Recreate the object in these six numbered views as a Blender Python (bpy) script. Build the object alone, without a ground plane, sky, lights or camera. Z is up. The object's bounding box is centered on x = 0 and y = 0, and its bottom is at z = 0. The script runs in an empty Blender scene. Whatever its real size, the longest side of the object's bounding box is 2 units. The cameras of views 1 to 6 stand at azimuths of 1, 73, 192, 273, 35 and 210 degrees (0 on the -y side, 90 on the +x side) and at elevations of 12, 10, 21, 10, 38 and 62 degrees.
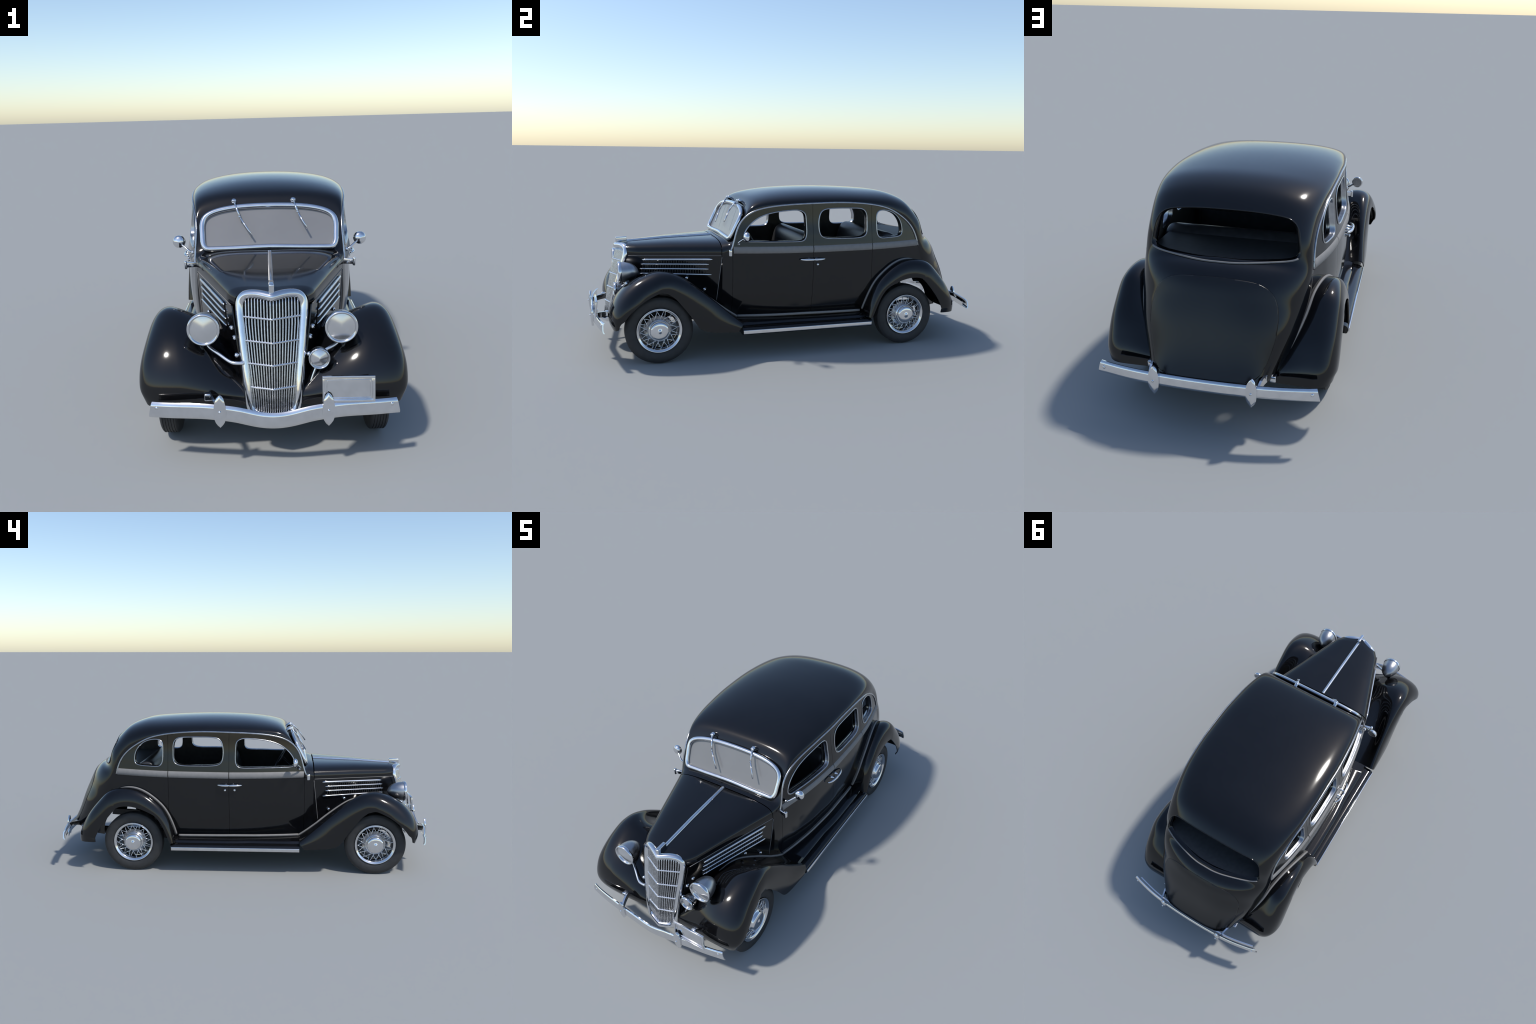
# Black 1930s four-door sedan, built part by part.  Front faces -y, z up, metres.
import bpy, math, random
import numpy as np
from mathutils import Vector, Matrix

random.seed(7)
rng = np.random.default_rng(7)
sin, cos, pi = math.sin, math.cos, math.pi

# ----------------------------------------------------------------------------
# materials
# ----------------------------------------------------------------------------
def material(name, base, metallic=0.0, rough=0.4, coat=0.0, grain=0.0, grain_scale=60.0,
             bump=0.0, bump_scale=40.0, rough_var=0.0, spec=0.5):
    m = bpy.data.materials.new(name)
    m.use_nodes = True
    nt = m.node_tree
    b = nt.nodes["Principled BSDF"]
    b.inputs["Base Color"].default_value = (*base, 1)
    b.inputs["Metallic"].default_value = metallic
    b.inputs["Roughness"].default_value = rough
    b.inputs["Specular IOR Level"].default_value = spec
    b.inputs["Coat Weight"].default_value = coat
    b.inputs["Coat Roughness"].default_value = 0.04
    tc = nt.nodes.new("ShaderNodeTexCoord")
    if grain > 0 or rough_var > 0:
        n = nt.nodes.new("ShaderNodeTexNoise")
        n.inputs["Scale"].default_value = grain_scale
        n.inputs["Detail"].default_value = 5
        nt.links.new(tc.outputs["Object"], n.inputs["Vector"])
        if grain > 0:
            r = nt.nodes.new("ShaderNodeValToRGB")
            r.color_ramp.elements[0].position = 0.3
            r.color_ramp.elements[1].position = 0.7
            r.color_ramp.elements[0].color = (*[c * (1 - grain) for c in base], 1)
            r.color_ramp.elements[1].color = (*[min(1, c * (1 + grain)) for c in base], 1)
            nt.links.new(n.outputs["Fac"], r.inputs["Fac"])
            nt.links.new(r.outputs["Color"], b.inputs["Base Color"])
        if rough_var > 0:
            mr = nt.nodes.new("ShaderNodeMapRange")
            mr.inputs["To Min"].default_value = max(0, rough - rough_var)
            mr.inputs["To Max"].default_value = rough + rough_var
            nt.links.new(n.outputs["Fac"], mr.inputs["Value"])
            nt.links.new(mr.outputs["Result"], b.inputs["Roughness"])
    if bump > 0:
        n2 = nt.nodes.new("ShaderNodeTexNoise")
        n2.inputs["Scale"].default_value = bump_scale
        n2.inputs["Detail"].default_value = 3
        nt.links.new(tc.outputs["Object"], n2.inputs["Vector"])
        bp = nt.nodes.new("ShaderNodeBump")
        bp.inputs["Strength"].default_value = bump
        bp.inputs["Distance"].default_value = 0.002
        nt.links.new(n2.outputs["Fac"], bp.inputs["Height"])
        nt.links.new(bp.outputs["Normal"], b.inputs["Normal"])
    return m

PAINT = material("black_paint", (0.0045, 0.0045, 0.0052), rough=0.09, coat=0.0, grain=0.15,
                 grain_scale=8, rough_var=0.02)
LID_PAINT = material("black_lid_paint", (0.0065, 0.0065, 0.007), rough=0.30, coat=0.0, grain=0.15,
                     grain_scale=9, rough_var=0.03)
CHROME = material("chrome", (0.74, 0.745, 0.76), metallic=1.0, rough=0.10, grain=0.05,
                  grain_scale=30, bump=0.05, bump_scale=45, rough_var=0.02)
BARS = material("satin_chrome_bars", (0.60, 0.605, 0.62), metallic=1.0, rough=0.27, grain=0.15,
                grain_scale=90, bump=0.15, bump_scale=70, rough_var=0.08)
TRIM = material("grey_trim", (0.225, 0.217, 0.210), metallic=0.0, rough=0.55, spec=0.25, grain=0.05,  # base warmed and darkened to offset blue skylight on the shaded side
                grain_scale=50, bump=0.1, bump_scale=60)
GLASS = material("grey_glass", (0.20, 0.198, 0.200), metallic=0.12, rough=0.25, grain=0.04,
                 grain_scale=7, bump=0.02, bump_scale=10)
RUBBER = material("rubber", (0.030, 0.0303, 0.0315), rough=0.6, grain=0.15, grain_scale=40,
                  bump=0.15, bump_scale=120, spec=0.4)
INNER = material("dark_lining", (0.032, 0.033, 0.033), rough=0.5, grain=0.2, grain_scale=60)  # near-black lining lightened in colour for daylight reaching the cabin
SEAT = material("dark_leather", (0.036, 0.037, 0.040), rough=0.33, grain=0.2, grain_scale=40,
                bump=0.1, bump_scale=90)
DARK = material("dark_metal", (0.012, 0.012, 0.013), rough=0.35, grain=0.2, grain_scale=30)
STEEL = material("grey_steel", (0.42, 0.43, 0.45), metallic=1.0, rough=0.25, grain=0.12,
                 grain_scale=50, rough_var=0.06)

# ----------------------------------------------------------------------------
# curve helpers
# ----------------------------------------------------------------------------
def pchip(xs, ys):
    xs = np.asarray(xs, float); ys = np.asarray(ys, float)
    h = np.diff(xs); d = np.diff(ys) / h
    m = np.zeros_like(ys)
    for i in range(1, len(xs) - 1):
        if d[i-1] * d[i] > 0:
            w1 = 2*h[i] + h[i-1]; w2 = h[i] + 2*h[i-1]
            m[i] = (w1 + w2) / (w1/d[i-1] + w2/d[i])
    m[0], m[-1] = d[0], d[-1]
    def f(x):
        x = np.clip(np.asarray(x, float), xs[0], xs[-1])
        i = np.clip(np.searchsorted(xs, x, side="right") - 1, 0, len(xs) - 2)
        t = (x - xs[i]) / h[i]
        return ((2*t**3-3*t**2+1)*ys[i] + (t**3-2*t**2+t)*h[i]*m[i]
                + (-2*t**3+3*t**2)*ys[i+1] + (t**3-t**2)*h[i]*m[i+1])
    return f

def nspline(ts, P):
    """natural cubic spline through rows of P at parameters ts"""
    ts = np.asarray(ts, float); P = np.asarray(P, float)
    if P.ndim == 1: P = P[:, None]
    n = len(ts); h = np.diff(ts)
    A = np.zeros((n, n)); B = np.zeros_like(P)
    A[0, 0] = A[-1, -1] = 1
    for i in range(1, n - 1):
        A[i, i-1], A[i, i], A[i, i+1] = h[i-1], 2*(h[i-1]+h[i]), h[i]
        B[i] = 6*((P[i+1]-P[i])/h[i] - (P[i]-P[i-1])/h[i-1])
    M = np.linalg.solve(A, B)
    def f(t):
        t = np.clip(np.asarray(t, float), ts[0], ts[-1])
        i = np.clip(np.searchsorted(ts, t, side="right") - 1, 0, n - 2)
        a = ((ts[i+1] - t) / h[i])[:, None]; b = ((t - ts[i]) / h[i])[:, None]
        hh = h[i][:, None]
        return a*P[i] + b*P[i+1] + ((a**3-a)*M[i] + (b**3-b)*M[i+1])*hh**2/6
    return f

def chord(P):
    P = np.asarray(P, float)
    return np.concatenate([[0], np.cumsum(np.sqrt(np.linalg.norm(np.diff(P, axis=0), axis=1)))])

def smooth(P, n):
    """open smooth curve through points, n samples evenly spread in arc length"""
    P = np.asarray(P, float)
    t = chord(P)
    f = nspline(t, P)
    Q = f(np.linspace(0, t[-1], 12 * len(P)))
    return resample(Q, n)

def resample(Q, n):
    s = np.concatenate([[0], np.cumsum(np.linalg.norm(np.diff(Q, axis=0), axis=1))])
    ss = np.linspace(0, s[-1], n)
    return np.stack([np.interp(ss, s, Q[:, k]) for k in range(Q.shape[1])], 1)

def closed_smooth(P, n):
    P = np.asarray(P, float)
    k = len(P)
    E = np.concatenate([P[-3:], P, P[:4]])
    t = chord(E)
    f = nspline(t, E)
    Q = f(np.linspace(t[3], t[3 + k], 16 * k))
    return resample(Q, n + 1)[:-1]

def round_poly(P, r, seg=6):
    """closed polygon with rounded corners; r scalar or list"""
    P = [np.asarray(p, float) for p in P]
    out = []
    for i, p in enumerate(P):
        a = P[i-1]; b = P[(i+1) % len(P)]
        ri = r[i] if hasattr(r, "__len__") else r
        da = (a-p)/np.linalg.norm(a-p); db = (b-p)/np.linalg.norm(b-p)
        s = p + da*ri; e = p + db*ri
        for k in range(seg+1):
            t = k/seg
            out.append((1-t)**2*s + 2*t*(1-t)*p + t*t*e)
    return np.array(out)

# ----------------------------------------------------------------------------
# mesh helpers
# ----------------------------------------------------------------------------
ROOT = bpy.data.objects.new("vintage_sedan", None)
bpy.context.scene.collection.objects.link(ROOT)
ROOT["label"] = "glossy black vintage four-door sedan with chrome trim"
ROOT["category"] = "vintage car"

def add(name, V, F, mat, parent=None, flat=False, sharp=None):
    me = bpy.data.meshes.new(name)
    me.from_pydata([tuple(map(float, v)) for v in V], [], [list(map(int, f)) for f in F])
    me.materials.append(mat)
    me.polygons.foreach_set("use_smooth", [not flat] * len(me.polygons))
    me.update()
    if sharp is not None:
        me.set_sharp_from_angle(angle=math.radians(sharp))
    ob = bpy.data.objects.new(name, me)
    bpy.context.scene.collection.objects.link(ob)
    ob.parent = parent or ROOT
    return ob

def instance(ob, name=None, parent=None, matrix=None):
    o = ob.copy()
    o.name = name or ob.name
    bpy.context.scene.collection.objects.link(o)
    o.parent = parent or ob.parent
    if matrix is not None: o.matrix_local = matrix
    return o

def mirror(V): return np.asarray(V, float) * np.array([-1, 1, 1])
def flipped(F): return [list(f)[::-1] for f in F]

def add_pair(name, V, F, mat, parent=None, **k):
    """same part on the +x and on the -x side"""
    pa = parent if isinstance(parent, (tuple, list)) else (parent, parent)
    return (add(name, V, F, mat, pa[0], **k), add(name, mirror(V), flipped(F), mat, pa[1], **k))

def grid_faces(nu, nv, cu=False, cv=False, off=0):
    F = []
    for i in range(nu if cu else nu-1):
        for j in range(nv if cv else nv-1):
            a = i*nv+j; b = ((i+1) % nu)*nv+j
            c = ((i+1) % nu)*nv+(j+1) % nv; d = i*nv+(j+1) % nv
            F.append([off+a, off+b, off+c, off+d])
    return F

def join(*parts):
    V = []; F = []; o = 0
    for v, f in parts:
        V.extend([list(p) for p in v]); F.extend([[i+o for i in q] for q in f]); o += len(v)
    return np.array(V), F

def grid_normals(P):
    du = np.gradient(P, axis=0); dv = np.gradient(P, axis=1)
    n = np.cross(du, dv)
    l = np.linalg.norm(n, axis=2, keepdims=True); l[l == 0] = 1
    return n / l

def shell(P, th, flip=False):
    """grid surface P given real thickness (outer, inner and rim faces)"""
    nu, nv, _ = P.shape
    n = grid_normals(P) * (-1 if flip else 1)
    Q = P - n * th
    outer = (P.reshape(-1, 3), grid_faces(nu, nv))
    inner = (Q.reshape(-1, 3), flipped(grid_faces(nu, nv)))
    rims = []
    for a, b, rev in ((P[0], Q[0], 0), (P[-1], Q[-1], 1), (P[:, 0], Q[:, 0], 1), (P[:, -1], Q[:, -1], 0)):
        s = np.stack([a, b])
        f = grid_faces(2, s.shape[1])
        rims.append((s.reshape(-1, 3), f if rev else flipped(f)))
    V, F = join(outer, inner, *rims)
    if flip: F = flipped(F)
    return V, F

def clip(V, F, f):
    """keep the part of a mesh where f(vertex array) >= 0, cutting faces along f = 0"""
    V = [np.asarray(v, float) for v in V]
    s = f(np.array(V))
    cut = {}
    outF = []
    for q in F:
        k = [s[i] >= 0 for i in q]
        if all(k): outF.append(list(q)); continue
        if not any(k): continue
        new = []
        for a, b in zip(q, list(q[1:]) + [q[0]]):
            if s[a] >= 0: new.append(a)
            if (s[a] >= 0) != (s[b] >= 0):
                key = (min(a, b), max(a, b))
                if key not in cut:
                    lo, hi = V[key[0]], V[key[1]]
                    s0, s1 = s[key[0]], s[key[1]]
                    t = s0/(s0-s1)
                    cut[key] = len(V); V.append(lo+(hi-lo)*t)
                new.append(cut[key])
        if len(new) >= 3: outF.append(new)
    used = sorted({i for q in outF for i in q})
    m = {i: k for k, i in enumerate(used)}
    return np.array([V[i] for i in used]).reshape(-1, 3), [[m[i] for i in q] for q in outF]

def frames(P, closed, up):
    n = len(P)
    if closed: T = np.roll(P, -1, 0) - np.roll(P, 1, 0)
    else: T = np.gradient(P, axis=0)
    T /= np.linalg.norm(T, axis=1)[:, None]
    if up is None:
        up = np.array([0, 0, 1.0]) if abs(T[0][2]) < .9 else np.array([1.0, 0, 0])
        N = np.zeros_like(P); v = up - T[0]*(up@T[0]); v /= np.linalg.norm(v)
        for i in range(n):
            v = v - T[i]*(v@T[i]); v /= np.linalg.norm(v); N[i] = v
    else:
        up = np.broadcast_to(np.asarray(up, float), P.shape)
        N = up - T*np.sum(up*T, 1)[:, None]
        N /= np.linalg.norm(N, axis=1)[:, None]
    return T, N, np.cross(T, N)

def sweep(P, section, closed=False, up=None, caps=True, scale=None):
    """section: list of (side, up) offsets, swept along P"""
    P = np.asarray(P, float)
    T, N, B = frames(P, closed, up)
    S = np.asarray(section, float)
    sc = np.ones(len(P)) if scale is None else np.asarray(scale, float)
    G = P[:, None, :] + (S[None, :, 0:1]*B[:, None, :] + S[None, :, 1:2]*N[:, None, :])*sc[:, None, None]
    V = G.reshape(-1, 3)
    m = len(S)
    F = grid_faces(len(P), m, closed, True)
    if caps and not closed:
        F.append(list(range(m))); F.append([(len(P)-1)*m+i for i in range(m)][::-1])
    return V, flipped(F)

def circle(r, n=10, ry=None):
    ry = ry or r
    return [(r*cos(2*pi*k/n), ry*sin(2*pi*k/n)) for k in range(n)]

def tube(P, r, closed=False, n=10, up=None, scale=None, ry=None):
    return sweep(P, circle(r, n, ry), closed, up, True, scale)

def revolve(profile, origin, axis, n=48, closed=False, cap=True):
    """profile of (distance along axis, radius)"""
    axis = np.asarray(axis, float); axis /= np.linalg.norm(axis)
    a = np.array([0, 0, 1.0]) if abs(axis[2]) < .9 else np.array([1.0, 0, 0])
    e1 = np.cross(axis, a); e1 /= np.linalg.norm(e1); e2 = np.cross(axis, e1)
    th = np.linspace(0, 2*pi, n, endpoint=False)
    ring = np.cos(th)[:, None]*e1 + np.sin(th)[:, None]*e2
    pr = np.asarray(profile, float)
    G = np.asarray(origin, float) + pr[None, :, 0:1]*axis + pr[None, :, 1:2]*ring[:, None, :]
    V = G.reshape(-1, 3); m = len(pr)
    F = grid_faces(n, m, True, closed)
    return V, F

def box(c, s, bevel=0.0, rot=None):
    """rounded box: centre, full sizes"""
    sx, sy, sz = [v/2 for v in s]
    b = min(bevel, sx*.98, sy*.98, sz*.98)
    if b <= 0:
        V = np.array([[x, y, z] for x in (-sx, sx) for y in (-sy, sy) for z in (-sz, sz)])
        F = [[0, 1, 3, 2], [4, 6, 7, 5], [0, 4, 5, 1], [2, 3, 7, 6], [0, 2, 6, 4], [1, 5, 7, 3]]
    else:
        import bmesh
        bm = bmesh.new(); bmesh.ops.create_cube(bm, size=1)
        for v in bm.verts: v.co = Vector((v.co.x*2*sx, v.co.y*2*sy, v.co.z*2*sz))
        bmesh.ops.bevel(bm, geom=bm.edges[:], offset=b, segments=3, profile=.5, affect='EDGES')
        bm.verts.index_update()
        V = np.array([v.co[:] for v in bm.verts]); F = [[v.index for v in f.verts] for f in bm.faces]
        bm.free()
    if rot is not None: V = V @ np.asarray(rot).T
    return V + np.asarray(c, float), F

def rotx(a): return np.array([[1, 0, 0], [0, cos(a), -sin(a)], [0, sin(a), cos(a)]])
def rotz(a): return np.array([[cos(a), -sin(a), 0], [sin(a), cos(a), 0], [0, 0, 1]])

def inside_poly(poly, Y, Z):
    """signed distance (positive outside) to closed polygon"""
    poly = np.asarray(poly); A = poly; B = np.roll(poly, -1, 0)
    p = np.stack([Y, Z], 1)
    d = np.full(len(p), 1e9); ins = np.zeros(len(p), bool)
    for a, b in zip(A, B):
        e = b-a; w = p-a
        t = np.clip((w@e)/(e@e), 0, 1)
        d = np.minimum(d, np.linalg.norm(w-t[:, None]*e, axis=1))
        c = ((a[1] > p[:, 1]) != (b[1] > p[:, 1]))
        with np.errstate(divide='ignore', invalid='ignore'):
            xi = a[0]+(p[:, 1]-a[1])*e[0]/e[1]
        ins ^= c & (p[:, 0] < xi)
    return np.where(ins, -d, d)

# ----------------------------------------------------------------------------
# body form: side surface x(y, z) and the roof line
# ----------------------------------------------------------------------------
plan = pchip([-.46, -.42, -.376, -.335, -.28, -.2, -.05, .12, .25, .40, .53, .60, .67, .72, .78, .82, .86],
             [.247, .262, .275, .288, .301, .319, .342, .353, .353, .347, .332, .318, .302, .291, .270, .252, .232])
flare = pchip([.15, .18, .23, .30, .40, .493, .573, .644, .75], [-.038, -.030, -.015, -.002, .004, .001, -.008, -.017, -.025])
def side_x(y, z):
    return plan(y) + flare(z)

# rows: centre line (y, z), drip line (y, z), squareness
ROWS = np.array([
    (-.372, .551, -.376, .480, 3.6), (-.350, .555, -.357, .488, 3.8), (-.326, .560, -.336, .505, 4.5),
    (-.284, .632, -.309, .588, 6.0), (-.247, .704, -.276, .655, 5.5), (-.229, .733, -.233, .690, 4.0),
    (-.200, .758, -.175, .711, 3.0), (-.090, .785, -.070, .726, 2.35), (.050, .797, .060, .733, 2.15),
    (.200, .800, .200, .736, 2.1), (.350, .796, .330, .730, 2.15), (.450, .7905, .430, .716, 2.25),
    (.530, .7825, .500, .695, 2.4), (.592, .767, .550, .668, 2.5), (.645, .7395, .592, .639, 2.6),
    (.700, .687, .635, .594, 2.6), (.728, .645, .658, .548, 2.6), (.756, .565, .670, .505, 2.5), (.800, .540, .684, .458, 2.35),
    (.842, .505, .702, .410, 2.2), (.869, .455, .725, .355, 2.2), (.898, .385, .752, .300, 2.5),
    (.926, .310, .785, .245, 2.75), (.951, .252, .815, .208, 2.95), (.976, .204, .845, .180, 3.4)])
row_t = chord(ROWS[:, :2]) + chord(ROWS[:, 2:4])
row_f = nspline(row_t, ROWS)
NU, NV = 260, 56
R = row_f(np.linspace(0, row_t[-1], NU))
DRIP = np.stack([side_x(R[:, 2], R[:, 3]), R[:, 2], R[:, 3]], 1)
def drip_z(y): return np.interp(y, DRIP[:, 1], DRIP[:, 2])

tt = np.linspace(0, pi/2, NV)
def roof_patch(inset=0.0):
    G = np.zeros((NU, NV, 3))
    e = 2/R[:, 4][:, None]
    s = np.sin(tt)[None, :]**e; c = np.cos(tt)[None, :]**e
    s[:, -1] = 1; c[:, -1] = 0; s[:, 0] = 0
    G[:, :, 0] = DRIP[:, 0][:, None]*s
    G[:, :, 1] = R[:, 2][:, None] + (R[:, 0]-R[:, 2])[:, None]*c
    G[:, :, 2] = R[:, 3][:, None] + (R[:, 1]-R[:, 3])[:, None]*c
    # even out the samples along each section
    for i in range(NU):
        G[i] = resample(G[i], NV)
    if inset:
        n = grid_normals(G); n *= np.sign(n[NU//2, 0, 2])
        G = G - n*inset
        G[:, 0, 0] = 0
    return G
PATCH = roof_patch()

# rear window outline in (x, z)
def rear_window(grow=0.0):
    half = [(0, .699), (.10, .697), (.17, .690), (.215, .680), (.243, .660), (.256, .628), (.262, .59), (.264, .567),
            (.256, .556), (.19, .549), (.10, .546), (0, .545)]
    pts = half + [(-x, z) for x, z in half[-2:0:-1]]
    c = np.array([0, .61])
    P = closed_smooth(pts, 120)
    return P + (P-c)/np.linalg.norm(P-c, axis=1)[:, None]*grow
RW = rear_window()

def body_sheet(G):
    """both halves of the roof patch as one sheet"""
    L = G[:, ::-1].copy(); L[:, :, 0] *= -1
    return np.concatenate([L, G[:, 1:]], 1)

full = body_sheet(PATCH)
V, F = full.reshape(-1, 3), grid_faces(*full.shape[:2])
def f_rear_hole(v):
    d = inside_poly(RW, v[:, 0], v[:, 2])
    return np.where(v[:, 1] > .5, d, 1.0)
V, F = clip(V, F, f_rear_hole)

# the luggage lid is its own part: outline in (x, z) on the rear
lid_half = [(0, .512), (.09, .508), (.155, .494), (.197, .462), (.217, .41), (.219, .35), (.208, .29), (.190, .24), (.165, .213), (.08, .206), (0, .206)]
LID = closed_smooth(lid_half + [(-x, z) for x, z in lid_half[-2:0:-1]], 160)
def f_lid(v):
    return np.where(v[:, 1] > .74, inside_poly(LID, v[:, 0], v[:, 2]), 1.0)
Vb, Fb = clip(V, F, lambda v: f_lid(v) - .0004)
Vl, Fl = clip(V, F, lambda v: -f_lid(v) - .0004)
roof = add("roof_and_rear_body", Vb, flipped(Fb), PAINT)
lid = add("luggage_lid", Vl, flipped(Fl), LID_PAINT)
lid.modifiers.new("t", "SOLIDIFY").thickness = 0.008
lid.modifiers["t"].offset = -0.7

# ----------------------------------------------------------------------------
# body sides with doors
# ----------------------------------------------------------------------------
YS = np.concatenate([np.linspace(-.376, -.345, 8)[:-1], np.linspace(-.345, -.24, 30)[:-1],
                     np.linspace(-.24, .55, 150)[:-1], np.linspace(.55, .69, 44)[:-1], np.linspace(.69, .845, 30)])
NZ = 110
SB = .155
def side_grid(inset=0.0):
    v = np.linspace(0, 1, NZ)
    top = drip_z(YS)
    Y = np.repeat(YS[:, None], NZ, 1)
    Z = SB + (top[:, None]-SB)*v[None, :]
    X = side_x(Y, Z) - inset
    return np.stack([X, Y, Z], 2)

WIN = {
    "front": closed_smooth([(.030, .669), (.024, .686), (.006, .698), (-.030, .701), (-.094, .695), (-.160, .681), (-.209, .658),
                            (-.246, .625), (-.266, .595), (-.273, .568), (-.262, .554), (-.22, .551), (-.16, .550), (-.08, .550), (.002, .551),
                            (.023, .559), (.032, .580), (.033, .62)], 110),
    "rear": closed_smooth([(.358, .62), (.356, .671), (.338, .699), (.290, .707), (.225, .708), (.164, .707), (.122, .699), (.103, .672),
                           (.099, .605), (.114, .572), (.16, .561), (.21, .560), (.254, .560), (.332, .565), (.354, .583)], 110),
    "quarter": closed_smooth([(.566, .595), (.557, .632), (.527, .669), (.486, .689), (.441, .693), (.420, .682), (.414, .651),
                              (.414, .610), (.418, .575), (.434, .557), (.481, .555), (.535, .558), (.562, .569)], 100)}
FRAME_X = {}
def f_win(v, grow=0.0):
    d = np.full(len(v), 1.0)
    for p in WIN.values():
        d = np.minimum(d, inside_poly(p, v[:, 1], v[:, 2]))
    return d - grow
AX_R, AX_F = (.5735, .155), (-.694, .158)
def f_arch(v):
    return np.where(v[:, 2] < .36, np.hypot(v[:, 1]-AX_R[0], v[:, 2]-AX_R[1]) - .192, 1.0)

G = side_grid()
Vs, Fs = clip(G.reshape(-1, 3), grid_faces(*G.shape[:2]), f_win)
Vs, Fs = clip(Vs, Fs, f_arch)
GAP = .0007
def between(a, b):
    return lambda v: np.minimum(v[:, 1]-a-GAP, b-GAP-v[:, 1])
DOORS = {}
for nm, (a, b) in {"cowl_side": (-1, -.326), "front_door": (-.326, .067), "rear_door": (.067, .386), "quarter_panel": (.386, 2)}.items():
    v, f = clip(Vs, Fs, between(a, b))
    DOORS[nm] = add_pair(nm, v, f, PAINT)

# inner lining of cabin (keeps the openings), one dark sheet set in from the skin
DEP = .034
Gi = side_grid(DEP)
vi, fi = clip(Gi.reshape(-1, 3), grid_faces(*Gi.shape[:2]), lambda v: f_win(v))
vi, fi = clip(vi, fi, lambda v: np.minimum(f_arch(v), .66-v[:, 1]))
add_pair("side_lining", vi, flipped(fi), INNER)
Gr = body_sheet(roof_patch(.014))
vi, fi = clip(Gr.reshape(-1, 3), grid_faces(*Gr.shape[:2]), lambda v: np.where(v[:, 1] > .5, inside_poly(rear_window(.004), v[:, 0], v[:, 2]), 1.0))
vi, fi = clip(vi, fi, lambda v: np.minimum(np.minimum(v[:, 2]-.52, .80-v[:, 1]), v[:, 1]+.19))
add("headlining", vi, fi, INNER)

# window frames: rounded bead round each opening plus the deep reveal
owner = {"front": "front_door", "rear": "rear_door", "quarter": "quarter_panel"}
for k, poly in WIN.items():
    n = len(poly)
    ctr = poly.mean(0)
    loops = []
    for off, ins in ((.0035, -.0012), (.0015, -.0038), (-.001, -.0032), (-.0022, .001), (-.0012, .010), (-.0032, .014), (-.0036, .021), (.0, .025), (.001, .029), (.004, DEP+.001)):
        nrm = np.roll(poly, -1, 0)-np.roll(poly, 1, 0)
        nrm = np.stack([nrm[:, 1], -nrm[:, 0]], 1); nrm /= np.linalg.norm(nrm, axis=1)[:, None]
        if np.sum(nrm*(poly-ctr)) < 0: nrm = -nrm
        q = poly + nrm*off
        loops.append(np.stack([side_x(q[:, 0], q[:, 1]) - ins, q[:, 0], q[:, 1]], 1))
    L = np.array(loops)
    Vv = L.reshape(-1, 3); Ff = grid_faces(len(loops), n, False, True)
    add_pair("window_frame", Vv, Ff, STEEL, DOORS[owner[k]])

# grey mouldings -------------------------------------------------------------
def on_side(y, z, out=0.0):
    y = np.asarray(y, float); z = np.asarray(z, float)
    return np.stack([side_x(y, z)+out, y, z], 1)

# drip rail following the roof edge from hinge to rear belt
sel = (DRIP[:, 2] >= .502) & (DRIP[:, 1] > -.345)
rail = resample(DRIP[sel], 120) + np.array([.001, 0, 0])
v, f = tube(rail, .0045, n=10)
add_pair("drip_rail", v, f, STEEL)

# belt moulding: flat raised band, one piece per door
for nm, (a, b) in {"front_door": (-.322, .065), "rear_door": (.069, .384), "quarter_panel": (.388, .668)}.items():
    ys = np.linspace(a, b, 50)
    prof = [(-.0172, -.001), (-.0160, .0012), (-.0125, .0040), (-.0065, .0062), (0, .0068), (.0065, .0062), (.0125, .0040), (.0160, .0012), (.0172, -.001)]
    zc = np.interp(ys, [-.32, .07, .39, .67], [.5095, .511, .514, .519])
    Gm = np.stack([on_side(ys, zc+dz, dx) for dz, dx in prof], 1)
    v, f = Gm.reshape(-1, 3), grid_faces(*Gm.shape[:2])
    f = f + [list(range(len(prof)))[::-1], [(len(ys)-1)*len(prof)+i for i in range(len(prof))]]
    add_pair("belt_moulding", v, f, TRIM, DOORS[nm], sharp=60)

# sill moulding
ys = np.linspace(-.297, .340, 60)
v, f = tube(on_side(ys, np.interp(ys, [-.3, .05, .34], [.176, .182, .179]), .002), .0055, n=10, ry=.0065)
add_pair("sill_moulding", v, f, TRIM)

# ----------------------------------------------------------------------------
# hood
# ----------------------------------------------------------------------------
hood_side_x = lambda y: .126 + .338*(np.asarray(y)+.82)
def seam_z(y): return .474 + (.482-.474)*(np.asarray(y)+.82)/.44
NUH, NVH = 90, 60
u = np.linspace(0, 1, NUH)
HG = np.zeros((NUH, NVH, 3))
for i, s in enumerate(u):
    cy = -.861 + s*(.483); cz = np.interp(s, [0, .1, .5, 1], [.523, .530, .543, .552])
    dy = -.812 + s*(.434); dz = seam_z(dy); dx = hood_side_x(dy)
    dx = dx - .012*max(0, 1-s/.12)**2
    n = 3.4 + .2*s
    sx = np.sin(tt0 := np.linspace(0, pi/2, NVH))**(2/n); cx = np.cos(tt0)**(2/n)
    cx[-1] = 0; sx[-1] = 1
    x = dx*sx; z = dz+(cz-dz)*cx
    q = resample(np.stack([x, z], 1), NVH)
    HG[i, :, 0] = q[:, 0]; HG[i, :, 2] = q[:, 1]; HG[i, :, 1] = cy+(dy-cy)*(q[:, 0]/dx)
HF = body_sheet(HG)
v, f = shell(HF, .004, flip=True)
hood = add("hood", v, f, PAINT)
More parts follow.
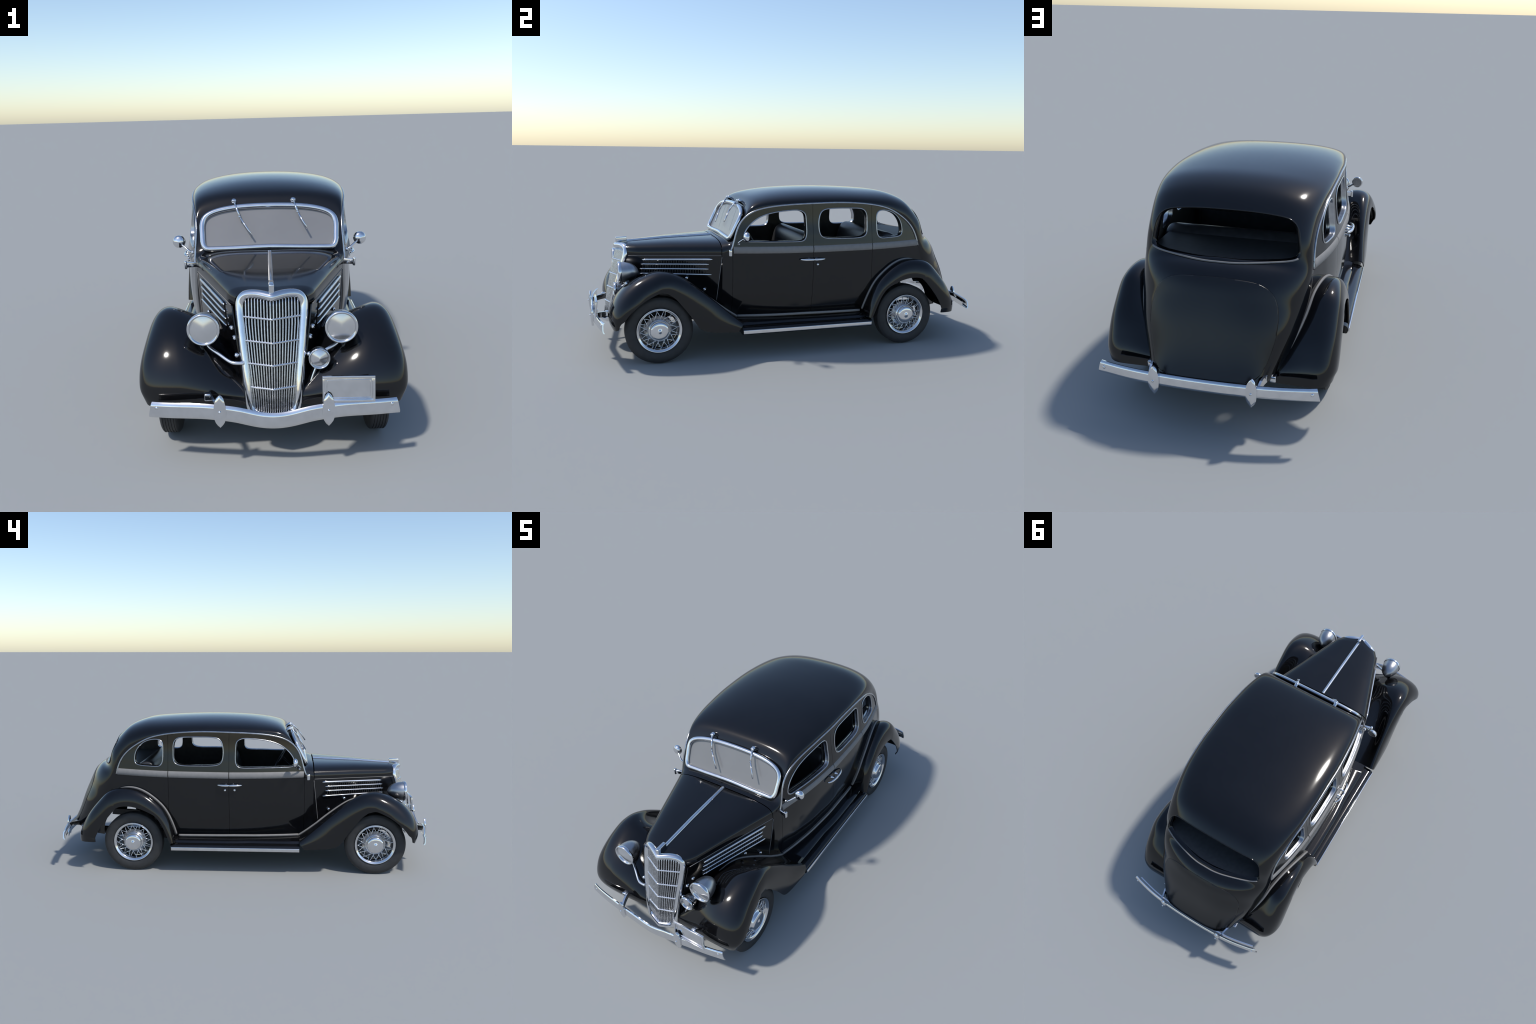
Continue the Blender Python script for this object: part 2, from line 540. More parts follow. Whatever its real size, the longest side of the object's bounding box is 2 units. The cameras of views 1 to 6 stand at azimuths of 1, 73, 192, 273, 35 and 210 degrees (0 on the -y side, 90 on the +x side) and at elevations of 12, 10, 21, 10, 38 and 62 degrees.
# hood sides
zs = np.linspace(0, 1, 40)
def hood_front_y(z):   # front edge tucks in behind the grille shell
    return np.interp(z, [.15, .19, .30, .40, .47, .50], [-.890, -.884, -.862, -.838, -.818, -.810])
Gs = np.zeros((70, 40, 3))
for i, w in enumerate(np.linspace(0, 1, 70)):
    zb = .17; z = zb+(.4725+.008*w-zb)*zs
    y1 = -.3755-.032*(1-(z-.19)/.289); y0 = hood_front_y(z)
    yb = y0+(y1-y0)*w
    tq = np.clip((z-.19)/(seam_z(yb)-.19), 0, 1)
    Gs[i, :, 0] = hood_side_x(yb) - .016*(1-tq)**1.5
    Gs[i, :, 1] = yb; Gs[i, :, 2] = z
v, f = shell(Gs, .004)
hood_side = add_pair("hood_side", v, f, PAINT)
def hs(y, z, out=0.0):
    y = np.asarray(y, float); z = np.asarray(z, float)
    t = np.clip((z-.19)/(seam_z(y)-.19), 0, 1)
    return np.stack([hood_side_x(y) - .016*(1-t)**1.5 + out, y + 0*z, z], -1)
# cowl filler between slanted hood edge and door
Gc = np.zeros((8, 40, 3))
for i, s in enumerate(np.linspace(0, 1, 8)):
    z = .17+(.479-.17)*zs
    y0 = -.3745 - .032*(1-(z-.19)/(.479-.19)); y1 = -.375
    Gc[i, :, 1] = y0+(y1-y0)*s; Gc[i, :, 2] = z
    a = hood_side_x(y0)-.016*np.clip(1-(z-.19)/.289, 0, 1)**1.5; b = side_x(y1+0*z, z)
    Gc[i, :, 0] = a+(b-a)*s + .001
add_pair("cowl_panel", Gc.reshape(-1, 3), grid_faces(8, 40), PAINT)
# thin bright seams of the hood
for pts in (hs(np.linspace(-.81, -.378, 30), seam_z(np.linspace(-.81, -.378, 30)), .0005),):
    v, f = tube(pts, .0014, n=6); add_pair("hood_seam", v, f, TRIM, hood_side)
zz = np.linspace(.475, .26, 20)
v, f = tube(hs(-.3755-.032*(1-(zz-.19)/.289), zz, .001), .0013, n=6)
add_pair("hood_seam", v, f, TRIM, hood_side)
# hood ridge strip and nose ornament
ridge = HG[:, 0].copy(); ridge[:, 2] += .003
rp = resample(ridge[4:], 40)
v, f = sweep(rp, [(-.0080, -.005), (-.0075, .001), (-.0045, .0035), (.0045, .0035), (.0075, .001), (.0080, -.005)], up=(0, 0, 1))
strip = add("hood_strip", v, f, CHROME, hood, sharp=50)
v, f = box((0, -.832, .5375), (.0170, .056, .029), .004, rotx(.03))
add("nose_ornament", v, f, CHROME, hood)
# louvre strips
LOUV = [(-.746, -.421, .457, .464), (-.752, -.437, .435, .4395), (-.757, -.438, .412, .416), (-.757, -.424, .389, .388)]
for k, (a, b, za, zb) in enumerate(LOUV):
    ys = np.linspace(a, b, 24); z = np.linspace(za, zb, 24)
    P = hs(ys, z, .004)
    v, f = tube(P, .005, n=10, ry=.0042 if k else .0058, scale=np.interp(np.arange(24), [0, 1, 22, 23], [.4, 1, 1, .4]))
    add_pair("louvre_strip", v, f, CHROME, hood_side)
parts = []
for k in range(3):
    a = max(LOUV[k][0], LOUV[k+1][0])+.004; b = min(LOUV[k][1], LOUV[k+1][1])-.006
    for i in range(26):
        y = a+(b-a)*(i+.5)/26
        t = (y-LOUV[k][0])/(LOUV[k][1]-LOUV[k][0])
        z1 = LOUV[k][2]+(LOUV[k][3]-LOUV[k][2])*t; z0 = LOUV[k+1][2]+(LOUV[k+1][3]-LOUV[k+1][2])*t
        p = hs(y, (z0+z1)/2, .0012)
        parts.append(box(p, (.0035, .0052, z1-z0-.003), .001, rotz(-.33)))
v, f = join(*parts)
for o in add_pair("louvre_slats", v, f, DARK, hood_side): o["kind"] = "stuff"
# hood latches
for y, z in ((-.538, .370), (-.455, .315)):
    p = hs(y, z)
    v, f = revolve([(-.002, .006), (.003, .0055), (.006, .0075), (.010, .0075), (.013, .005), (.014, .0)], p, (1, -.33, 0), 16)
    add_pair("hood_latch", v, f, CHROME, hood_side)

# ----------------------------------------------------------------------------
# grille
# ----------------------------------------------------------------------------
gy = pchip([.14, .155, .229, .304, .372, .442, .525, .55], [-.929, -.927, -.919, -.906, -.892, -.876, -.857, -.852])
gs = lambda z: np.interp(z, [.16, .23, .45, .53], [.30, .345, .44, .46])
def gpt(x, z, back=0.0):
    x = np.asarray(x, float); z = np.asarray(z, float)
    return np.stack([x, gy(z)+gs(z)*np.abs(x)+back, z], -1)
half = [(0, .5100), (.014, .5120), (.035, .5145), (.06, .5140), (.083, .508), (.097, .493), (.1015, .467), (.0985, .42),
        (.092, .35), (.085, .28), (.078, .21), (.073, .172), (.062, .152), (.03, .142), (0, .140)]
ringxz = resample(np.concatenate([smooth(half[:8], 60), smooth(half[7:], 60)[1:]]), 110)
ringxz = np.concatenate([ringxz, (ringxz*[-1, 1])[::-1][1:-1]])
P = gpt(ringxz[:, 0], ringxz[:, 1], .004)
v, f = sweep(P, [(.0145*cos(a), .015*sin(a)) for a in np.linspace(0, 2*pi, 14, endpoint=False)], closed=True, up=(0, -1, .2))
gshell = add("grille_shell", v, f, CHROME)
# skirt joining the shell to the hood
Q = gpt(ringxz[:, 0]*1.06, ringxz[:, 1], .006)
Q2 = Q.copy(); Q2[:, 1] += .022; Q2[:, 0] *= 1.05
Gk = np.stack([Q, Q2]); add("grille_surround", Gk.reshape(-1, 3), grid_faces(2, len(Q), False, True), PAINT, gshell)
# dark radiator core behind the bars
inner = ringxz*np.array([.93, 1])
P = gpt(inner[:, 0], inner[:, 1], .020)
c = len(P)
V = np.concatenate([P, [[0, gy(z)+.020, z] for z in np.linspace(.515, .15, 20)]])
xsr = np.linspace(-1, 1, 15); zsr = np.linspace(.150, .518, 30)
wid = pchip([.147, .16, .18, .28, .42, .47, .505, .52, .53], [.05, .062, .072, .085, .099, .102, .096, .085, .05])
Gk = np.stack([[gpt(w*wid(z), z, .0150) for w in xsr] for z in zsr])
add("radiator_core", Gk.reshape(-1, 3), flipped(grid_faces(30, 15)), DARK, gshell)
# vertical bars
NB = 20
def bar_top(x):   # inner edge of the ring along the top
    return np.interp(abs(x), ringxz[:45, 0], ringxz[:45, 1]) if abs(x) < .098 else .49
for i in range(NB):
    xt = (-1+2*(i+.5)/NB)*.0965
    pts = []
    zt = float(np.interp(abs(xt), [0, .014, .035, .06, .08, .09, .097], [.505, .507, .510, .509, .503, .494, .475]))
    for z in np.linspace(.150, zt, 18):
        w = float(np.interp(z, [.15, .18, .42, .5], [.0675/.0965, .069/.0965, .096/.0965, 1.0]))
        pts.append(gpt(xt*w, z, .005))
    v, f = tube(np.array(pts), .0029, n=8, up=(0, -1, .2), ry=.0050)
    add("grille_bar", v, f, BARS, gshell)
for z in (.4435, .372, .304, .232):
    w = float(np.interp(z, [.22, .45], [.072, .095]))
    xs = np.linspace(-w, w, 41)
    v, f = tube(gpt(xs, z+0*xs, .0005), .0038, n=8)
    add("grille_crossbar", v, f, CHROME, gshell)

# ----------------------------------------------------------------------------
# fenders
# ----------------------------------------------------------------------------
def fender(rows, nu, nin, nout, side_n=2.2):
    """rows: spine y, z, inner x, crown x, outer x, inner drop, outer drop, outer squareness, inner channel depth"""
    rows = np.asarray(rows, float)
    t = chord(rows[:, :2])
    f = nspline(t, rows)
    Rr = f(np.linspace(0, t[-1], nu*4))
    s = np.concatenate([[0], np.cumsum(np.linalg.norm(np.diff(Rr[:, :2], axis=0), axis=1))])
    ss = np.linspace(0, s[-1], nu)
    Rr = np.stack([np.interp(ss, s, Rr[:, k]) for k in range(rows.shape[1])], 1)
    T = np.gradient(Rr[:, :2], axis=0); T /= np.linalg.norm(T, axis=1)[:, None]
    N = np.stack([-T[:, 1], T[:, 0]], 1)
    if N[nu//2, 1] < 0: N = -N
    G = np.zeros((nu, nin+nout, 3))
    for i in range(nu):
        y, z, xi, xc, xo, di, do, n, sag = Rr[i]
        si = np.linspace(1, 0, nin+1)[:-1]
        xin = xc-(xc-xi)*si
        hin = -di*si**1.7 - .8*sag*np.sin(pi*np.clip(si, 0, 1)**.75)**2
        a = np.linspace(0, pi/2, 200)
        q = np.stack([xc+(xo-xc)*np.sin(a)**(2/n), -do+do*np.cos(a)**(2/n)], 1)
        q = resample(q, nout)
        x = np.concatenate([xin, q[:, 0]]); h = np.concatenate([hin, q[:, 1]])
        G[i, :, 0] = x; G[i, :, 1] = y+N[i, 0]*h; G[i, :, 2] = z+N[i, 1]*h
    return G
FF = fender([
    (-.905, .168, .07, .27, .402, .012, .030, 2.5, 0), (-.920, .210, .07, .28, .420, .040, .058, 2.5, 0),
    (-.910, .270, .085, .29, .427, .072, .075, 2.4, 0), (-.880, .324, .10, .30, .427, .090, .085, 2.4, 0),
    (-.837, .368, .115, .31, .423, .098, .090, 2.3, 0), (-.787, .399, .13, .32, .418, .098, .090, 2.3, 0),
    (-.716, .426, .15, .33, .412, .092, .088, 2.3, 0), (-.672, .429, .165, .340, .409, .085, .088, 2.3, .004),
    (-.628, .421, .18, .348, .407, .070, .090, 2.3, .014), (-.584, .401, .19, .354, .406, .048, .095, 2.3, .028),
    (-.540, .373, .205, .360, .406, .032, .105, 2.4, .040), (-.453, .302, .23, .372, .408, .016, .130, 2.5, .044),
    (-.400, .256, .235, .378, .410, .008, .138, 2.6, .036), (-.335, .201, .235, .384, .412, .0, .082, 2.8, .020),
    (-.298, .172, .235, .388, .412, -.004, .048, 3.0, .012)], 110, 34, 26)
v, f = shell(FF, .005, flip=True)
ffender = add_pair("front_fender", v, f, PAINT, sharp=60)
RF = fender([
    (.352, .160, .27, .372, .412, -.004, .020, 2.8, 0), (.358, .200, .27, .370, .412, -.010, .030, 2.6, 0),
    (.375, .265, .28, .368, .411, -.008, .040, 2.4, 0), (.410, .335, .29, .366, .410, -.006, .052, 2.3, 0),
    (.455, .380, .30, .364, .409, -.006, .066, 2.3, 0), (.500, .412, .30, .362, .409, -.002, .078, 2.3, 0),
    (.550, .434, .29, .360, .410, .004, .085, 2.3, 0), (.600, .442, .28, .357, .411, .018, .088, 2.3, 0),
    (.651, .439, .26, .354, .413, .048, .090, 2.3, 0), (.703, .420, .24, .350, .415, .074, .093, 2.4, 0),
    (.750, .376, .22, .346, .417, .080, .095, 2.5, 0), (.802, .314, .20, .342, .418, .054, .096, 2.6, 0),
    (.837, .255, .19, .338, .418, .032, .095, 2.6, 0), (.861, .200, .185, .334, .414, .012, .096, 2.6, 0),
    (.864, .157, .18, .328, .406, .004, .096, 2.6, 0)], 100, 28, 26)
v, f = shell(RF, .005, flip=True)
rfender = add_pair("rear_fender", v, f, PAINT, sharp=60)

# fender welts: where each fender meets the body side
def body_x(y, z):
    y = np.asarray(y, float); z = np.asarray(z, float)
    return np.where(y > -.376 - .03*np.clip((.47-z)/.28, 0, 1), side_x(y, z), hs(y, z)[..., 0])
def meet(G, lo, hi):
    out = []
    for row in G[lo:hi]:
        d = row[:, 0] - body_x(row[:, 1], row[:, 2])
        k = np.where((d[:-1] < 0) & (d[1:] >= 0))[0]
        if len(k):
            k = k[0]; t = d[k]/(d[k]-d[k+1]); out.append(row[k]+(row[k+1]-row[k])*t)
    P = np.array(out)
    for _ in range(6):
        P[1:-1] = (P[:-2]+2*P[1:-1]+P[2:])/4
    return resample(P, 80)
P = meet(FF, 52, 110)
v, f = tube(P+[.002, 0, .001], .0052, n=10, scale=np.interp(np.arange(80), [0, 12, 79], [.3, 1, 1]))
add_pair("fender_welt", v, f, TRIM, ffender)
P = meet(RF, 3, 97)
P[:, 1] += .005*np.clip((P[:, 1]-.62)/.1, 0, 1)
v, f = tube(P+[.003, 0, .001], .0058, n=10, scale=np.interp(np.arange(80), [0, 60, 79], [1, 1, .6]))
add_pair("fender_welt", v, f, TRIM, rfender)

# ----------------------------------------------------------------------------
# running boards and sills
# ----------------------------------------------------------------------------
ys = np.linspace(-.302, .372, 50)
def board_section(y):
    xs = float(side_x(y, .17))
    return [(.22, .116), (.403, .116), (.408, .121), (.409, .139), (.403, .148), (.388, .153), (max(xs+.055, .365), .1535),
            (max(xs+.047, .357), .1645), (xs+.030, .1680), (xs+.012, .1705), (xs-.01, .175), (.22, .175)]
sec = board_section(0)
Gb = np.array([[(x, y, z) for x, z in board_section(y)] for y in ys])
v = Gb.reshape(-1, 3); f = grid_faces(len(ys), len(sec), False, True)
f += [list(range(len(sec)))[::-1], [(len(ys)-1)*len(sec)+i for i in range(len(sec))]]
board = add_pair("running_board", v, flipped(f), PAINT, sharp=50)
v, f = box((.4115, .033, .1315), (.007, .668, .018), .002)
add_pair("running_board_strip", v, f, CHROME, board)

# ----------------------------------------------------------------------------
# windscreen, wipers
# ----------------------------------------------------------------------------
ws_y = lambda z: -.3300 + (z-.561)*.49
half = [(0, .7145), (.09, .7125), (.16, .706), (.215, .694), (.248, .676), (.260, .650), (.259, .61), (.256, .578), (.246, .563), (.225, .560), (.12, .5615), (0, .5645)]
pts = half + [(-x, z) for x, z in half[-2:0:-1]]
WSo = closed_smooth(pts, 140)
P = np.stack([WSo[:, 0], ws_y(WSo[:, 1])-.004, WSo[:, 1]], 1)
nrm = np.array([0, -.898, .44])
v, f = tube(P, .0108, closed=True, n=12, up=nrm, ry=.0098)
wsf = add("windscreen_frame", v, f, CHROME)
Pp = P + np.array([0, .0055, 0])
c = np.array([0, ws_y(.635)+.0015, .635])
rings = [c + (Pp-c)*k for k in np.linspace(1, 0.02, 14)]
V = np.concatenate(rings); F = grid_faces(14, len(P), False, True)
F.append([13*len(P)+i for i in range(len(P))][::-1])
add("windscreen", V, F, GLASS, wsf)
for piv, knee, tip in (((-.136, -.247, .731), (-.113, -.297, .677), (-.066, -.335, .609)), ((.097, -.248, .731), (.112, -.298, .692), (.146, -.336, .633))):
    piv, knee, tip = map(np.array, (piv, knee, tip))
    head = piv+np.array([.001, -.010, .001])
    body = revolve([(-.014, .009), (.0, .0105), (.006, .010), (.010, .007), (.012, 0)], piv+[0, .004, 0], (0, -.8, .5), 16)
    arm = tube(np.array([head, head*.5+knee*.5+[0, -.001, .001], knee]), .0040, n=8)
    kn = revolve([(-.005, 0), (-.004, .004), (0, .0052), (.004, .004), (.005, 0)], knee, (0, -.8, .5), 10)
    blade = tube(np.array([knee, knee*.5+tip*.5, tip]), .0036, n=8)
    hb = box(piv+[.001, -.006, .001], (.018, .012, .017), .004, rotx(.5))
    v, f = join(body, hb, arm, kn, blade)
    add("wiper", v, f, CHROME, wsf)

# rear window trim
n3 = []
def rear_y(x, z):
    # surface point on the rear patch nearest (x, z)
    g = PATCH[130:].reshape(-1, 3)
    d = (g[:, 0]-abs(x))**2+(g[:, 2]-z)**2
    k = np.argsort(d)[:4]; wgt = 1/(d[k]+1e-8)
    return float((g[k, 1]*wgt).sum()/wgt.sum())
P = np.array([[x, rear_y(x, z), z] for x, z in RW])
for _ in range(4): P[:, 1] = (np.roll(P[:, 1], 1)+2*P[:, 1]+np.roll(P[:, 1], -1))/4
v, f = tube(P, .0022, closed=True, n=8)
add("rear_window_seal", v, f, PAINT, roof)
cc = np.array([0, 0, .62])
nin = cc*[1, 0, 1] - P*[1, 0, 1]; nin /= np.linalg.norm(nin, axis=1)[:, None]
Fl3 = np.stack([P, P+nin*.004+[0, -.003, 0], P+nin*.011+[0, -.007, 0], P+nin*.012+[0, -.016, 0]])
add("rear_window_flange", Fl3.reshape(-1, 3), flipped(grid_faces(4, len(P), False, True)), PAINT, roof)
low = P[P[:, 2] < .562]; low = low[np.argsort(low[:, 0])]
v, f = tube(low + [0, .002, .001], .0034, n=8)
add("rear_window_moulding", v, f, TRIM, roof)

# ----------------------------------------------------------------------------
# wheels
# ----------------------------------------------------------------------------
def wheel_parts(r):
    k = r/.158
    hw = .0355
    prof = [(-.023, .104*k), (-.027, .109*k), (-.0305, .120*k), (-.0320, .131*k), (-.0312, .141*k), (-.0290, .149*k), (-.0275, .1505*k), (-.0265, .1535*k), (-.0235, .1565*k)]
    tread = []
    for x in (-.018, -.009, 0, .009, .018):
        tread += [(x-.0035, r-.0003), (x-.0012, r-.0003), (x-.0009, r-.0025), (x+.0009, r-.0025), (x+.0012, r-.0003), (x+.0035, r-.0003)]
    prof = prof + tread + [(-a, b) for a, b in prof[::-1]] + [(.015, .098*k), (-.015, .098*k)]
    tyre = revolve(prof, (0, 0, 0), (1, 0, 0), 96, closed=True)
    # rim: flange, bead seat, drop centre (outer face towards +x)
    rim = revolve([(.024, .1035*k), (.0285, .1045*k), (.0305, .1055*k), (.0315, .1040*k), (.0300, .1010*k), (.0270, .0985*k), (.0265, .0945*k), (.0200, .0925*k),
                   (.012, .0905*k), (.006, .0860*k), (-.010, .0850*k), (-.016, .0905*k), (-.026, .095*k), (-.0305, .1055*k), (-.024, .1035*k)], (0, 0, 0), (1, 0, 0), 72)
    drum = revolve([(-.020, 0), (-.020, .068*k), (.002, .068*k), (.008, .065*k), (.012, .058*k), (.020, .055*k), (.024, .049*k), (.026, 0)], (0, 0, 0), (1, 0, 0), 48)
    cap = revolve([(0.0200, 0.052*k), (0.0250, 0.0525*k), (0.0280, 0.049*k), (0.0300, 0.0455*k), (0.0370, 0.044*k), (0.0420, 0.0405*k), (0.0445, 0.034*k), (0.0455, 0.018*k), (0.0450, 0.0085*k), (0.0475, 0.006*k), (0.0485, 0*k)],
                  (0, 0, 0), (1, 0, 0), 48)
    sp = []
    ns = 32
    for i in range(ns):
        a = 2*pi*i/ns
        d = (1 if i % 2 else -1)*(.28 if i % 4 < 2 else .12)
        x0 = .022 if i % 2 else .008
        p0 = np.array([x0, .054*k*cos(a+d*.9), .054*k*sin(a+d*.9)])
        p1 = np.array([.015 if i % 2 else .010, .0895*k*cos(a-d*.4), .0895*k*sin(a-d*.4)])
        sp.append(tube(np.array([p0, (p0+p1)/2, p1]), .0017, n=6))
    return tyre, rim, drum, cap, join(*sp)

for (yc, zc), r in ((AX_F, .158), (AX_R, .155)):
    zc = r - .0005
    ty, rm, dr, cp, spk = wheel_parts(r)
    for sgn in (1, -1):
        M = Matrix.Translation((sgn*.3450, yc, zc)) @ (Matrix.Identity(4) if sgn > 0 else Matrix.Rotation(pi, 4, 'Z'))
        w = add("wheel", *rm, CHROME); w.matrix_local = M
        add("tyre", *ty, RUBBER, w, sharp=50)
        add("brake_drum", *dr, STEEL, w, sharp=40)
        add("hub_cap", *cp, CHROME, w)
        o = add("wire_spokes", *spk, CHROME, w); o["kind"] = "stuff"

# ----------------------------------------------------------------------------
# lamps
# ----------------------------------------------------------------------------
def lamp(name, c, r, length, par, lens_cone=.008):
    c = np.asarray(c, float)
    ax = np.array([0, -1, 0.0])
    s = np.linspace(0, 1, 18)
    bowl = [(-length*t, r*.93*(1-t**2.6)**.62) for t in s]
    v, f = revolve([(.004, r*.93)] + bowl, c, ax, 48)
    b = add(name, v, f, CHROME_BOWL, par)
    ring = revolve([(-.006, r*.95), (-.004, r*1.0), (.004, r*1.0), (.009, r*.965), (.010, r*.90), (.006, r*.83), (.002, r*.81)], c, ax, 56)
    add(name+"_rim", *ring, CHROME, b)
    lens = revolve([(.003, r*.83), (.0035, r*.80), (.003+lens_cone*.45, r*.42), (.003+lens_cone, r*.04), (.003+lens_cone, 0)], c, ax, 48)
    add(name+"_lens", *lens, LENS, b)
    return b
CHROME_BOWL = material("dull_chrome", (0.44, 0.445, 0.46), metallic=1.0, rough=0.34, grain=0.06, grain_scale=30, rough_var=0.03)
LENS = material("lamp_lens", (0.62, 0.625, 0.635), metallic=0.85, rough=0.16, grain=0.05, grain_scale=20)
for sx in (1, -1):
    hl = lamp("headlamp", (sx*.215, -.857, .4105), .0525, .088, ffender[0 if sx > 0 else 1])
    # support bar from grille up to the lamp and the foot on the fender
    if sx > 0:
        bar = np.array([(.150, -.850, .325), (.175, -.843, .335), (.205, -.832, .350), (.213, -.828, .364)])
    else:
        bar = np.array([(-.090, -.888, .309), (-.118, -.887, .309), (-.135, -.880, .312), (-.170, -.855, .328), (-.203, -.832, .346), (-.213, -.828, .364)])
    v, f = tube(smooth(bar, 40), .0062, n=10)
    add("headlamp_bar", v, f, CHROME, hl)
    v, f = tube(smooth([(sx*.213, -.83, .368), (sx*.222, -.822, .352), (sx*.240, -.80, .340), (sx*.262, -.79, .335)], 20), .011, n=12, scale=np.linspace(1.25, .8, 20))
    add("headlamp_foot", v, f, CHROME, hl)
fog = lamp("fog_lamp", (.145, -.874, .3150), .0345, .055, ffender[0], .009)
v, f = tube(smooth([(.140, -.86, .29), (.125, -.865, .255), (.112, -.87, .215), (.105, -.87, .19)], 20), .006, n=10)
add("fog_lamp_stem", v, f, CHROME, fog)
# horn buttons beside the grille
for sx in (1, -1):
    for x, y, z, r in ((.128, -.80, .395, .009), (.118, -.83, .372, .009), (.112, -.86, .325, .0085)):
        v, f = revolve([(-.012, r*.6), (0, r), (.006, r*.9), (.010, r*.5), (.011, 0)], (sx*x, y, z), (sx*.6, -1, .1), 14)
        add("bracket_bolt", v, f, CHROME, hood_side[0 if sx > 0 else 1])

# ----------------------------------------------------------------------------
# bumpers
# ----------------------------------------------------------------------------
def bumper(name, path, h, th, sgn):
    """path points (x, y, z); C-shaped bar with rolled edges; sgn is the outward y"""
    P = smooth(path, 90)
    n = len(P)
    H = h*np.ones(n)
    sec = []
    for a in np.linspace(-1, 1, 15):
        sec.append((a*.5, (1-abs(a)**4)*.007))
    rows = []
    for i in range(n):
        t = P[min(i+1, n-1)]-P[max(i-1, 0)]
        o = np.array([t[1], -t[0], 0]); o /= np.linalg.norm(o)
        if o[1]*sgn < 0: o = -o
        up = np.cross(t, o); up /= np.linalg.norm(up)
        if up[2] < 0: up = -up
        edge = min(i, n-1-i)
        pts = [P[i]+up*s*H[i]+o*d + 0 for s, d in sec]
        back = [P[i]+up*s*H[i]*.94+o*(d-th) for s, d in sec[::-1]]
        rows.append(pts+back)
    Gq = np.array(rows)
    # slanted ends: lower corner reaches further out
    for i in range(n):
        k = max(0, 1-min(i, n-1-i)/4)
        if k > 0:
            sg = np.sign(Gq[i, 0, 0])
            Gq[i, :, 0] += sg*k*(.006*(-(Gq[i, :, 2]-P[i, 2])/(h*.5)) - .002)
    m = Gq.shape[1]
    f = grid_faces(n, m, False, True)
    f += [list(range(m))[::-1], [(n-1)*m+i for i in range(m)]]
    if sgn > 0: f = flipped(f)
    return add(name, Gq.reshape(-1, 3), f, CHROME, sharp=50)
fb = [(-.380, -.944, .187), (-.30, -.962, .190), (-.22, -.974, .192), (-.165, -.980, .189), (-.11, -.982, .181), (-.055, -.982, .167), (0, -.983, .161),
      (.055, -.982, .167), (.11, -.982, .181), (.165, -.980, .189), (.22, -.974, .192), (.30, -.962, .190), (.380, -.944, .187)]
fbump = bumper("front_bumper", fb, .050, .005, -1)
rb = [(-.378, .943, .186), (-.30, .961, .187), (-.22, .974, .188), (-.11, .982, .188), (0, .984, .188), (.11, .982, .188), (.22, .974, .188), (.30, .961, .187), (.378, .943, .186)]
rbump = bumper("rear_bumper", rb, .046, .005, 1)
rb2 = [(-.350, .931, .183), (-.22, .957, .184), (-.11, .964, .184), (0, .966, .184), (.11, .964, .184), (.22, .957, .184), (.350, .931, .183)]
P = smooth(rb2, 60)
v, f = sweep(P, [(-.003, -.012), (.003, -.012), (.003, .012), (-.003, .012)], up=(0, 0, 1))
add("bumper_back_bar", v, f, CHROME, rbump, sharp=40)
def guard(c, sgn, par, hh=.051, hw=.0185):
    prof = []
    m = 24
    for k in range(m+1):
        s = -1+2*k/m
        wx = hw*(1-abs(s)**2.3)**.62
        prof.append((s*hh, max(wx, .0008)))
    rows = []
    for z, wx in prof:
        crown = .011*(1-(z/hh)**2)
        base = -.004
        rows.append([(c[0]+wx*a, c[1]+sgn*(base+crown*.55+.004*(1-a*a)), c[2]+z) for a in np.linspace(-1, 1, 9)]
                    + [(c[0]+wx*a, c[1]+sgn*(base-.006+crown*.35), c[2]+z) for a in np.linspace(1, -1, 9)])
    Gq = np.array(rows); mm = Gq.shape[1]
    f = grid_faces(len(rows), mm, False, True) + [list(range(mm))[::-1], [(len(rows)-1)*mm+i for i in range(mm)]]
    g = add("bumper_guard", Gq.reshape(-1, 3), f if sgn < 0 else flipped(f), CHROME, par, sharp=55)
    v, f = revolve([(0, .0045), (.003, .0045), (.005, .003), (.0055, 0)], (c[0], c[1]+sgn*.0045, c[2]+.002), (0, sgn, 0), 14)
    add("guard_bolt", v, f, CHROME, g)
for sx in (1, -1):
    guard((sx*.1625, -.9905, .196), -1, fbump)
    guard((sx*.165, .9905, .188), 1, rbump)
    for par, sgn, z in ((fbump, -1, .196), (rbump, 1, .190)):
        v, f = revolve([(0, .006), (.003, .0055), (.0045, .003), (.005, 0)], (sx*.357, sgn*.9535, z), (sx*.25, sgn, 0), 14)
        add("bumper_bolt", v, f, CHROME, par)
    # brackets to the frame
    P = np.array([(sx*.172, -.975, .196), (sx*.185, -.945, .203), (sx*.197, -.905, .207), (sx*.200, -.86, .206)])
    v, f = sweep(smooth(P, 16), [(-.004, -.013), (.004, -.013), (.004, .013), (-.004, .013)], up=(0, 0, 1))
    b = add("bumper_bracket", v, f, CHROME, fbump, sharp=40)
    v, f = box((sx*.204, -.917, .214), (.020, .024, .024), .004); add("bracket_block", v, f, CHROME, b)
    P = np.array([(sx*.185, .972, .190), (sx*.190, .945, .205), (sx*.198, .91, .205), (sx*.200, .84, .200)])
    v, f = sweep(smooth(P, 16), [(-.004, -.013), (.004, -.013), (.004, .013), (-.004, .013)], up=(0, 0, 1))
    b = add("bumper_bracket", v, f, CHROME, rbump, sharp=40)
    v, f = box((sx*.214, .885, .190), (.022, .026, .022), .004); add("bracket_block", v, f, CHROME, b)

